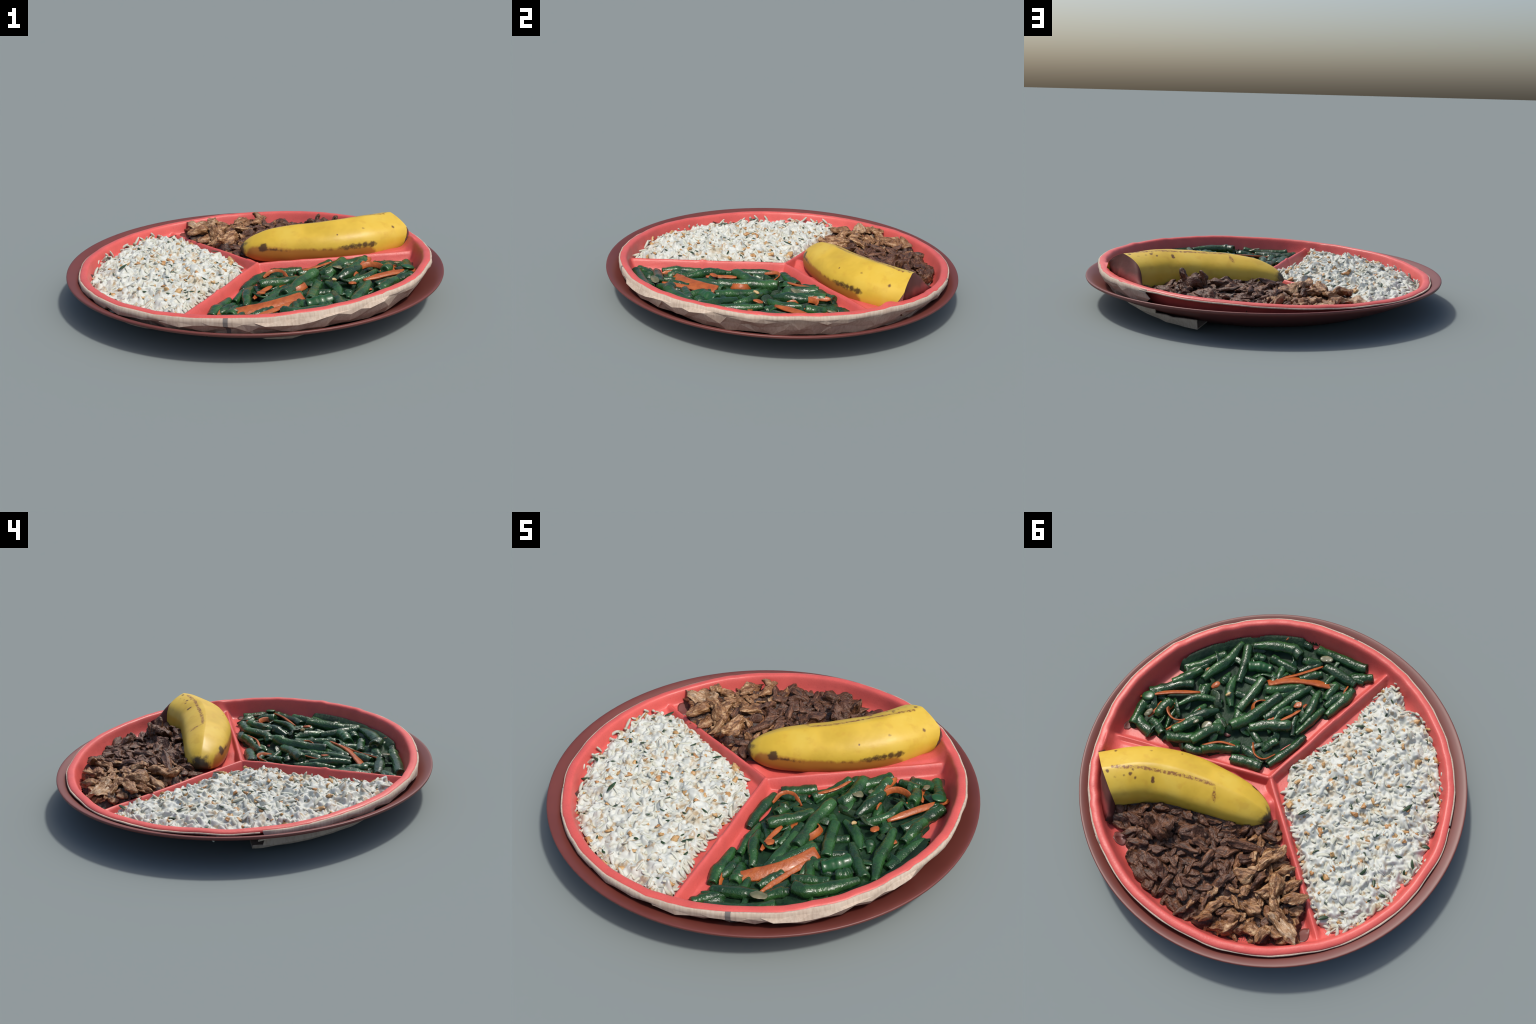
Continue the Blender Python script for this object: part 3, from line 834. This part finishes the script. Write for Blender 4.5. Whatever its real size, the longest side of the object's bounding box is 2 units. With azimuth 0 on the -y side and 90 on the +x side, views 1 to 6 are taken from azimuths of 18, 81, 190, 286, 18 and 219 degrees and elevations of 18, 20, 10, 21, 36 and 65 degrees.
    # limp flattened pods and leafy shreds draped between the beans
    for n, (x, y) in enumerate(scatter(BEANS, 26, 0.11, 0.05)):
        a, l, b = rng.uniform(0, 3.14), rng.uniform(0.05, 0.10), rng.uniform(-0.05, 0.05)
        c, q = math.cos(a), math.sin(a)
        strip((x - l * c, y - l * q), (x - 0.3 * l * c - b * q, y - 0.3 * l * q + b * c), (x + 0.4 * l * c + 0.5 * b * q, y + 0.4 * l * q - 0.5 * b * c), (x + l * c, y + l * q),
              hs=np.array([-0.080, -0.066, -0.068, -0.082]) + rng.normal(0, 0.005), w=rng.uniform(0.024, 0.042), t=0.010, lean=rng.uniform(-0.8, 0.8), name="limp_pod", mat=M_bean)
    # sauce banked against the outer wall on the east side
    for a in np.radians(np.arange(-62, -14, 1.5)):
        bean_axes.append((0.850 * math.cos(a), 0.850 * math.sin(a), -0.056))
        bean_axes.append((0.832 * math.cos(a), 0.832 * math.sin(a), -0.066))
    heap_mesh("bean_bed", BEANS, bean_floor, M_sauce, bean_root, 0.007)
    # the bit of green slice by the rim and the pale bits
    for x, y, h, L, w, t, yaw, m, nm in [(0.812, 0.063, -0.055, 0.075, 0.060, 0.018, 0.4, M_bright, "green_slice"), (0.482, -0.216, -0.044, 0.034, 0.018, 0.014, 1.2, M_seed, "seed"),
                                         (0.453, -0.002, -0.050, 0.062, 0.050, 0.012, 0.7, M_onion, "onion_piece"), (0.52, 0.02, -0.046, 0.05, 0.036, 0.010, 0.1, M_onion, "onion_piece"),
                                         (0.745, 0.135, -0.058, 0.060, 0.030, 0.012, 1.4, M_onion, "onion_piece"), (0.215, -0.735, -0.060, 0.075, 0.045, 0.010, 0.3, M_onion, "onion_piece"),
                                         
                                         (0.10, -0.63, -0.075, 0.03, 0.02, 0.012, 0.5, M_onion, "onion_piece"), (0.579, -0.218, -0.058, 0.055, 0.036, 0.014, 1.3, M_carrot, "carrot_piece"),
                                         (0.667, -0.274, -0.066, 0.045, 0.03, 0.012, 0.5, M_carrot, "carrot_piece"), (0.468, -0.700, -0.066, 0.026, 0.02, 0.012, 0.5, M_carrot, "carrot_piece"),
                                         (0.16, -0.41, -0.062, 0.05, 0.035, 0.010, 0.9, M_carrot, "carrot_piece"), (0.205, -0.25, -0.085, 0.05, 0.03, 0.012, 0.9, M_carrot, "carrot_piece")]:
        v, f = blob_verts(L, w, t, 12, 12, seed=int(abs(x) * 1000), rough=0.003, power=0.4)
        mesh_object(nm, place(v, x, y, h, yaw, 0.2), f, m, bean_root)
    strip((0.855, 0.085), (0.826, 0.054), (0.731, -0.038), (0.617, -0.136), hs=(-0.070, -0.062, -0.052, -0.060), w=0.028, t=0.010, lean=0.5)
    strip((0.673, -0.005), (0.678, 0.055), (0.618, 0.080), (0.568, 0.040), (0.556, -0.063), hs=(-0.066, -0.050, -0.045, -0.050, -0.068), w=0.030, t=0.008, lean=1.15)
    strip((0.600, 0.156), (0.580, 0.092), (0.560, 0.010), hs=(-0.037, -0.040, -0.052), w=0.026, t=0.009, lean=0.9)
    strip((0.368, -0.450), (0.286, -0.563), (0.208, -0.695), hs=(-0.066, -0.068, -0.060), w=0.024, t=0.008, lean=0.6)
    strip((0.372, -0.415), (0.285, -0.512), (0.188, -0.580), (0.092, -0.628), h=-0.058, w=0.056, t=0.013, lean=0.50, blunt=0.95)
    strip((0.317, -0.219), (0.348, -0.262), (0.334, -0.305), (0.290, -0.345), hs=(-0.064, -0.052, -0.052, -0.068), w=0.032, t=0.007, lean=1.0)
    strip((0.330, -0.225), (0.322, -0.27), (0.300, -0.32), hs=(-0.078, -0.070, -0.075), w=0.036, t=0.008, lean=0.3)
    strip((0.249, -0.228), (0.229, -0.250), (0.205, -0.272), h=-0.068, w=0.034, t=0.010)
    strip((0.176, -0.283), (0.146, -0.362), (0.132, -0.451), hs=(-0.058, -0.062, -0.066), w=0.022, t=0.007, lean=0.5)
    strip((0.214, -0.094), (0.158, -0.042), (0.105, -0.050), (0.080, -0.112), hs=(-0.072, -0.050, -0.050, -0.066), w=0.020, t=0.006, lean=1.0)
    strip((0.399, 0.100), (0.340, 0.025), (0.258, -0.017), hs=(-0.046, -0.048, -0.056), w=0.014, t=0.006, lean=0.4)
    strip((0.738, 0.151), (0.732, 0.103), (0.743, 0.037), hs=(-0.066, -0.060, -0.064), w=0.018, t=0.006, lean=0.3)
    strip((0.02, -0.60), (0.024, -0.64), (0.03, -0.69), hs=(-0.058, -0.056, -0.062), w=0.020, t=0.006, lean=1.0)

# ------------------------------------------------------------------ meat
MEAT = [(0.560, 0.680), (0.445, 0.520), (0.315, 0.420), (0.135, 0.330), (-0.025, 0.270), (-0.110, 0.205), (-0.159, 0.151), (-0.226, 0.240), (-0.316, 0.297), (-0.411, 0.329), (-0.477, 0.357),
        (-0.546, 0.435), (-0.645, 0.614), (-0.609, 0.652), (-0.527, 0.676), (-0.495, 0.736), (-0.297, 0.837), (-0.183, 0.840), (-0.083, 0.860), (-0.012, 0.855), (0.072, 0.865), (0.170, 0.860), (0.283, 0.800), (0.386, 0.705)]
def meat_floor(x, y, d):
    return -0.112 + 0.042 * smooth(-0.01, 0.06, d) + 0.020 * smooth(0.04, 0.16, d) + 0.010 * noise(x, y, s=12, seed=71) * smooth(0, 0.05, d)
meat_axes = []
def meat_bed(x, y, d):
    h = soften(meat_floor(x, y, d) - 0.012, x, y, meat_axes, -0.004, 0.040)
    return h + (0.007 * noise(x, y, s=34, seed=75) + 0.005 * noise(x, y, s=70, seed=76)) * smooth(0, 0.03, d)

def build_meat():
    root = empty("meat_serving", "pile of dark braised and light shredded meat pieces", "meat")
    count = [0]
    def piece(x0, y0, x1, y1, w, h=None, mat=None, name="meat_strip", tilt=0.0, thick=0.8, rough=0.22):
        count[0] += 1
        s = count[0]
        L = math.hypot(x1 - x0, y1 - y0) + 0.5 * w
        L = max(L, w * 1.2)
        x, y = (x0 + x1) / 2, (y0 + y1) / 2
        d = polygon_distance(MEAT, np.array([x]), np.array([y]))
        if h is None:
            h = float(meat_floor(np.array([x]), np.array([y]), d)[0]) + rng.uniform(-0.010, 0.018) + (0.024 if mat is M_shred else 0.010)
        h = float(rest(x, y, h, 0.5 * w * thick + 0.008))
        L = max(L * 1.16, 1.7 * w)
        reach = math.hypot(x - CX, y - CY) + 0.35 * L
        if reach > 0.872:
            k = 1 - (reach - 0.872) / math.hypot(x - CX, y - CY)
            x, y = CX + (x - CX) * k, CY + (y - CY) * k
        v, f = blob_verts(L, w * 1.12, w * thick, 30, 22, bend=rng.normal(0, 0.09), seed=s, rough=w * rough * 0.5, power=0.55, fibre=0.30)
        # torn look: ridges along the fibres, a slow twist and a wandering outline
        tw = rng.normal(0, 1.2) * v[:, 0] / L
        ca, sa = np.cos(tw), np.sin(tw)
        v[:, 1], v[:, 2] = v[:, 1] * ca - v[:, 2] * sa, v[:, 1] * sa + v[:, 2] * ca
        ridge = w * 0.24 * np.stack([0.8 * noise(v[:, 0] * 14, v[:, 1] * 50, v[:, 2] * 50, s=1, seed=s + 7 * q) + 0.5 * noise(v[:, 0] * 30, v[:, 1] * 90, v[:, 2] * 90, s=1, seed=s + 9 * q) for q in range(3)], -1)
        v = v + ridge
        v[:, 2] += w * 0.35 * noise(v[:, 0], s, s=16, seed=s)
        v[:, 1] += w * 0.35 * noise(v[:, 0], s, s=13, seed=s + 3)
        yaw = math.atan2(y1 - y0, x1 - x0)
        for q in (-0.3, 0.0, 0.3):
            meat_axes.append((x + q * L * math.cos(yaw), y + q * L * math.sin(yaw), min(h, -0.02)))
        ob = mesh_object(name, v, f, mat or M_meat, root, centre=False)
        ob.location = (x, y, lift(x, y, h))
        ob.rotation_euler = (rng.normal(0, 0.3), tilt + rng.normal(0, 0.14), yaw)
    for p in [(0.423, 0.628, 0.330, 0.618, 0.043), (0.345, 0.601, 0.299, 0.611, 0.036), (0.374, 0.701, 0.321, 0.658, 0.057), (0.324, 0.735, 0.277, 0.686, 0.036), (0.235, 0.662, 0.193, 0.627, 0.064),
              (0.301, 0.537, 0.245, 0.548, 0.036), (0.243, 0.499, 0.107, 0.415, 0.032), (0.209, 0.537, 0.017, 0.519, 0.064), (0.052, 0.436, -0.022, 0.450, 0.050), (-0.010, 0.414, -0.052, 0.379, 0.043),
              (0.132, 0.604, 0.039, 0.566, 0.034), (-0.063, 0.435, -0.213, 0.349, 0.036), (-0.183, 0.290, -0.179, 0.198, 0.043), (0.276, 0.796, 0.221, 0.787, 0.060), (0.229, 0.749, 0.180, 0.773, 0.043)]:
        piece(*p)
    for p in [(0.172, 0.721, 0.084, 0.749, 0.064), (0.144, 0.661, 0.076, 0.678, 0.050), (0.064, 0.641, -0.004, 0.595, 0.050), (-0.038, 0.603, -0.033, 0.515, 0.036), (0.217, 0.702, 0.150, 0.666, 0.030),
              (0.223, 0.815, 0.125, 0.833, 0.060), (0.161, 0.794, 0.107, 0.794, 0.043), (0.044, 0.823, 0.043, 0.715, 0.038), (0.027, 0.702, -0.040, 0.647, 0.057), (-0.021, 0.716, -0.065, 0.716, 0.050),
              (-0.166, 0.731, -0.163, 0.564, 0.045), (-0.154, 0.553, -0.121, 0.471, 0.043), (-0.157, 0.451, -0.198, 0.426, 0.050), (0.118, 0.821, 0.064, 0.821, 0.036), (0.131, 0.846, 0.096, 0.845, 0.040)]:
        piece(*p)
    for p in [(0.058, 0.857, 0.060, 0.825, 0.032), (-0.022, 0.838, -0.086, 0.830, 0.057), (-0.097, 0.863, -0.127, 0.737, 0.038), (-0.037, 0.765, -0.080, 0.784, 0.043), (-0.090, 0.704, -0.146, 0.667, 0.038),
              (0.506, 0.729, 0.412, 0.690, 0.027), (0.301, 0.669, 0.246, 0.670, 0.036), (-0.034, 0.506, -0.090, 0.478, 0.043), (-0.072, 0.539, -0.119, 0.564, 0.043)]:
        piece(*p)
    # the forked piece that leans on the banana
    piece(0.250, 0.595, 0.330, 0.600, 0.050, h=0.016, tilt=-1.30, name="meat_chunk", thick=0.75)
    piece(0.165, 0.605, 0.240, 0.610, 0.046, h=0.008, tilt=-1.25, name="meat_chunk", thick=0.75)
    piece(0.310, 0.600, 0.195, 0.605, 0.080, h=-0.018, name="meat_chunk", thick=0.9)
    piece(0.290, 0.560, 0.210, 0.550, 0.080, h=-0.010, name="meat_chunk", thick=0.9)
    piece(0.130, 0.530, 0.050, 0.470, 0.070, h=-0.020, tilt=0.3, name="meat_chunk")
    for n, p in enumerate([(-0.189, 0.808, -0.237, 0.682, 0.040), (-0.242, 0.678, -0.272, 0.662, 0.032), (-0.196, 0.519, -0.257, 0.478, 0.060), (-0.261, 0.429, -0.281, 0.303, 0.064), (-0.282, 0.591, -0.267, 0.542, 0.040),
                           (-0.327, 0.625, -0.391, 0.608, 0.057), (-0.291, 0.725, -0.341, 0.693, 0.043), (-0.304, 0.821, -0.427, 0.715, 0.080), (-0.388, 0.688, -0.446, 0.675, 0.050), (-0.492, 0.712, -0.488, 0.665, 0.050),
                           (-0.345, 0.451, -0.394, 0.340, 0.064), (-0.410, 0.469, -0.457, 0.377, 0.048), (-0.474, 0.505, -0.529, 0.425, 0.055), (-0.575, 0.579, -0.632, 0.608, 0.050), (-0.382, 0.492, -0.463, 0.540, 0.048)]):
        piece(*p, mat=M_shred, name="meat_shred", rough=0.30, thick=0.75, h=None if n % 3 else -0.022)
    for p in [(-0.295, 0.791, -0.338, 0.730, 0.048), (-0.349, 0.537, -0.388, 0.478, 0.048), (-0.272, 0.329, -0.315, 0.312, 0.043), (-0.518, 0.513, -0.551, 0.469, 0.040)]:
        piece(*p, mat=M_shred, name="meat_shred", rough=0.32)
    piece(-0.301, 0.541, -0.289, 0.442, 0.057, mat=M_meat, h=-0.025)
    piece(-0.208, 0.820, -0.235, 0.775, 0.05, mat=M_shred, name="meat_shred", h=-0.005, tilt=-0.6)
    piece(-0.409, 0.50, -0.35, 0.42, 0.06, mat=M_shred, name="meat_shred", h=-0.010)
    piece(-0.470, 0.600, -0.600, 0.615, 0.075, h=-0.020, mat=M_fat, name="meat_shred", thick=0.5, tilt=-0.15)
    piece(-0.500, 0.650, -0.590, 0.630, 0.055, h=-0.030, mat=M_shred, name="meat_shred", thick=0.6)
    piece(-0.455, 0.560, -0.560, 0.560, 0.050, h=-0.028, mat=M_shred, name="meat_shred", thick=0.6)
    # small scraps between the pieces
    for n, (x, y) in enumerate(scatter(MEAT, 190, 0.031, 0.012)):
        a, l = rng.uniform(0, 3.14), rng.uniform(0.015, 0.04)
        pale = rng.random() < 0.85 * smooth(-0.02, -0.32, x)
        d = polygon_distance(MEAT, np.array([x]), np.array([y]))
        piece(x - math.cos(a) * l, y - math.sin(a) * l, x + math.cos(a) * l, y + math.sin(a) * l, rng.uniform(0.024, 0.036), mat=M_shred if pale else M_meat, name="meat_scrap",
              h=float(meat_floor(np.array([x]), np.array([y]), d)[0]) + rng.uniform(0.002, 0.018), rough=0.3)
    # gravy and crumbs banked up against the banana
    bank = spline([(0.520, 0.636, 0), (0.398, 0.520, 0), (0.283, 0.456, 0), (0.124, 0.386, 0), (0.002, 0.340, 0), (-0.085, 0.290, 0), (-0.120, 0.245, 0)], 60)
    for k, (bx, by, _) in enumerate(bank):
        out_end = 0.03 * float(smooth(18, 2, k))
        meat_axes.append((bx, by, -0.020 - out_end - 0.04 * smooth(35, 59, k)))
        meat_axes.append((bx - 0.02, by + 0.03, -0.032 - out_end - 0.04 * smooth(35, 59, k)))
        if k % 4 == 1:
            a = math.atan2(bank[min(k + 1, 59)][1] - by, bank[min(k + 1, 59)][0] - bx) + rng.normal(0, 0.5)
            px, py = bx - 0.012 + rng.normal(0, 0.008), by + 0.024 + rng.normal(0, 0.008)
            piece(px - 0.03 * math.cos(a), py - 0.03 * math.sin(a), px + 0.03 * math.cos(a), py + 0.03 * math.sin(a), rng.uniform(0.034, 0.050), h=-0.034 - out_end - 0.03 * float(smooth(35, 59, k)) + rng.uniform(-0.008, 0.006), tilt=rng.normal(0, 0.3))
        meat_axes.append((bx - 0.03, by + 0.055, -0.044 - 0.03 * smooth(35, 59, k)))
    heap_mesh("meat_bed", MEAT, meat_bed, M_bed, root, 0.006)

# ------------------------------------------------------------------ banana
def build_banana():
    root = empty("banana", "cut half of a ripe yellow banana with brown spots", "banana")
    # bean side, meat side, top height along the fruit
    st = [((0.765, 0.488), (0.512, 0.640), 0.321), ((0.612, 0.318), (0.398, 0.526), 0.325), ((0.415, 0.203), (0.283, 0.462), 0.314), ((0.215, 0.146), (0.124, 0.392), 0.297),
          ((0.050, 0.122), (0.002, 0.346), 0.275), ((-0.045, 0.130), (-0.085, 0.298), 0.240), ((-0.105, 0.155), (-0.128, 0.255), 0.208), ((-0.138, 0.185), (-0.146, 0.215), 0.182)]
    b = spline([(*s[0], 0) for s in st], 60)
    m = spline([(*s[1], 0) for s in st], 60)
    top = spline([(s[2], 0, 0) for s in st], 60)[:, 0]
    low = spline([(z, 0, 0) for z in (0.125, 0.120, 0.115, 0.110, 0.108, 0.112, 0.128, 0.145)], 60)[:, 0]
    n = 48
    v = []
    ridges = [0.55, 1.5, 2.5, 3.7, 5.3]
    for i in range(60):
        c, w = (b[i] + m[i]) / 2, (m[i] - b[i]) / 2
        zc = low[i] + 0.38 * (top[i] - low[i])
        for j in range(n):
            a = 2 * math.pi * j / n
            ca, sa = math.cos(a), math.sin(a)
            k = 1 + 0.022 * sum(math.exp(-(((a - q + math.pi) % (2 * math.pi) - math.pi) / 0.22) ** 2) for q in ridges) - 0.008
            # shoulders slope on the bean side; below the widest line the sides drop straight into the food
            p = (1.55 if ca > 0 else 1.08) if sa > 0 else 0.34
            x, y = np.sign(ca) * abs(ca) ** p * k, np.sign(sa) * abs(sa) ** (0.97 if sa > 0 else 1.0) * k
            if sa < 0:
                x *= 1 + 0.07 * abs(sa)
            h = (top[i] - zc) if y > 0 else (zc - low[i])
            v.append([c[0] + w[0] * -x, c[1] + w[1] * -x, zc + h * y])
    v = np.array(v)
    v += 0.0025 * np.stack([fbm(v[:, 0], v[:, 1], v[:, 2], s=9, seed=80 + q, octaves=2) for q in range(3)], -1)
    f = grid_faces(60, n, True)
    v = np.vstack([v, v[-n:].mean(0) + [[-0.012, 0.002, -0.004]]])
    f += [(59 * n + j, 59 * n + (j + 1) % n, len(v) - 1) for j in range(n)]
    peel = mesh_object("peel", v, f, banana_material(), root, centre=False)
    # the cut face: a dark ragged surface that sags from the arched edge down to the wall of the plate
    ring = v[:n].copy()
    ang = np.arctan2(ring[:, 1], ring[:, 0])
    across = (ring[:, 0] - ring[:, 0].mean()) * -0.62 + (ring[:, 1] - ring[:, 1].mean()) * 0.78   # + towards the meat
    goal_a = ang + 0.10 * np.clip(across / 0.14, -0.3, 1.0)
    goal_r = 0.846 + 0.036 * np.clip((ring[:, 2] - 0.14) / 0.07, 0, 1)
    gx, gy = goal_r * np.cos(goal_a), goal_r * np.sin(goal_a)
    goal = np.stack([gx, gy, np.minimum(lift(gx, gy, -0.020 - 0.015 * np.clip(across / 0.14, 0, 1)), ring[:, 2] - 0.012)], -1)
    cv = [ring]
    for t in (0.06, 0.16, 0.30, 0.48, 0.70, 1.0):
        q = ring + (goal - ring) * np.array([t, t, t ** 1.12])
        cv.append(q)
    cv = np.concatenate(cv + [cv[-1].mean(0)[None]])
    cv[2 * n:] += 0.005 * np.stack([fbm(cv[2 * n:, 0], cv[2 * n:, 1], cv[2 * n:, 2], s=14, seed=90 + q, octaves=3) for q in range(3)], -1)
    cf = grid_faces(7, n, True) + [(6 * n + j, 6 * n + (j + 1) % n, 7 * n) for j in range(n)]
    k = Nodes("maroon_cut_face", rough=0.6, spec=0.3)
    wall = k.math("ADD", k.segment((0.83, 0.50, 0.20), (0.56, 0.72, 0.19)), k.math("MULTIPLY", k.noise(11, 4), 0.05))  # pink reflection of the plate wall tinted into the lower face
    mat = k.finish(k.mix(k.range(wall, 0.05, 0.11), (0.34, 0.056, 0.050), k.ramp(k.noise(9, 4), (0.3, (0.065, 0.022, 0.016)), (0.7, (0.12, 0.036, 0.028)))), k.noise(40, 3), 0.3, 0.004)
    mesh_object("cut_end", cv, [tuple(reversed(q)) for q in cf], mat, root, centre=False)

def banana_material():
    k = Nodes("ripe_banana_skin", rough=0.42, spec=0.35)
    edge = k.noise(38, 4)
    wob = lambda d, amp: k.math("ADD", d, k.math("MULTIPLY", k.math("SUBTRACT", edge, 0.5), amp))
    c = k.ramp(k.noise(6, 4), (0.3, (0.50, 0.33, 0.030)), (0.5, (0.58, 0.385, 0.040)), (0.7, (0.60, 0.425, 0.060)))
    c = k.mix(k.range(k.noise(17, 4), 0.52, 0.72, 0, 0.35), c, (0.46, 0.25, 0.025))
    # orange-brown band on the lower flank towards the beans
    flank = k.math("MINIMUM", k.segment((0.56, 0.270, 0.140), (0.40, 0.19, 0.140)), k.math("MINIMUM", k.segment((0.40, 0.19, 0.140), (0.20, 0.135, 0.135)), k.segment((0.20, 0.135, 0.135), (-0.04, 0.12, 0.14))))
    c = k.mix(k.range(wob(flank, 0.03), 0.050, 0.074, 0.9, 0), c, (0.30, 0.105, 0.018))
    bruise = k.math("MINIMUM", k.segment((0.605, 0.300, 0.212), (0.43, 0.19, 0.205)), k.math("ADD", k.segment((0.43, 0.19, 0.200), (0.24, 0.13, 0.190)), 0.006))
    bruise = k.math("MINIMUM", bruise, k.math("ADD", k.segment((0.24, 0.13, 0.190), (0.0, 0.125, 0.190)), 0.013))
    bruise = k.math("MINIMUM", bruise, k.math("SUBTRACT", k.spot((0.005, 0.118, 0.198)), 0.012))
    c = k.mix(k.range(wob(bruise, 0.034), 0.010, 0.023, 0.90, 0), c, (0.045, 0.018, 0.010))
    # shade under the meat side, painted dark into the peel
    painted_shade = k.segment((0.40, 0.55, 0.125), (-0.06, 0.32, 0.12))
    c = k.mix(k.range(wob(painted_shade, 0.05), 0.02, 0.05, 0.8, 0), c, (0.10, 0.05, 0.015))
    # dark tip
    tip = k.spot((-0.155, 0.205, 0.150))
    c = k.mix(k.range(wob(tip, 0.08), 0.045, 0.085, 0.95, 0), c, (0.022, 0.015, 0.012))
    # dotted seam
    seam = [(0.603, 0.526, 0.318), (0.489, 0.440, 0.318), (0.402, 0.393, 0.313), (0.303, 0.340, 0.305), (0.213, 0.299, 0.297), (0.151, 0.277, 0.288), (0.10, 0.345, 0.272)]
    d = None
    for p, q in zip(seam, seam[1:]):
        s = k.segment(p, q)
        d = s if d is None else k.math("MINIMUM", d, s)
    dots = k.math("MULTIPLY", k.range(wob(d, 0.014), 0.006, 0.013, 1, 0), k.range(k.noise(75, 2), 0.42, 0.55, 0.3, 0.95))
    c = k.mix(dots, c, (0.20, 0.075, 0.02))
    for x, y, z, r in [(0.557, 0.558, 0.30, 11), (0.511, 0.498, 0.315, 10), (0.477, 0.500, 0.31, 9), (0.514, 0.474, 0.32, 8), (0.413, 0.444, 0.30, 9), (0.402, 0.456, 0.298, 9), (0.388, 0.500, 0.275, 8),
                       (0.532, 0.523, 0.31, 6), (0.607, 0.558, 0.318, 8), (0.517, 0.573, 0.28, 6), (0.423, 0.569, 0.24, 6), (0.393, 0.558, 0.23, 6), (0.671, 0.443, 0.27, 10), (0.525, 0.334, 0.28, 9),
                       (0.63, 0.39, 0.255, 6), (0.40, 0.235, 0.27, 6), (0.111, 0.267, 0.285, 6), (-0.016, 0.184, 0.25, 6), (0.214, 0.351, 0.275, 7), (0.365, 0.271, 0.30, 5)]:
        c = k.mix(k.range(wob(k.spot((x, y, z)), 0.022), r * 0.0005, r * 0.0013, 0.9, 0), c, (0.085, 0.025, 0.014))
    c = k.mix(k.range(k.voronoi(34), 0.0, 0.07, 0.5, 0), c, (0.30, 0.14, 0.03))
    return k.finish(c, k.noise(50, 2), 0.15, 0.003)

build_dish()
build_plate()
build_rice()
build_beans()
build_meat()
build_banana()
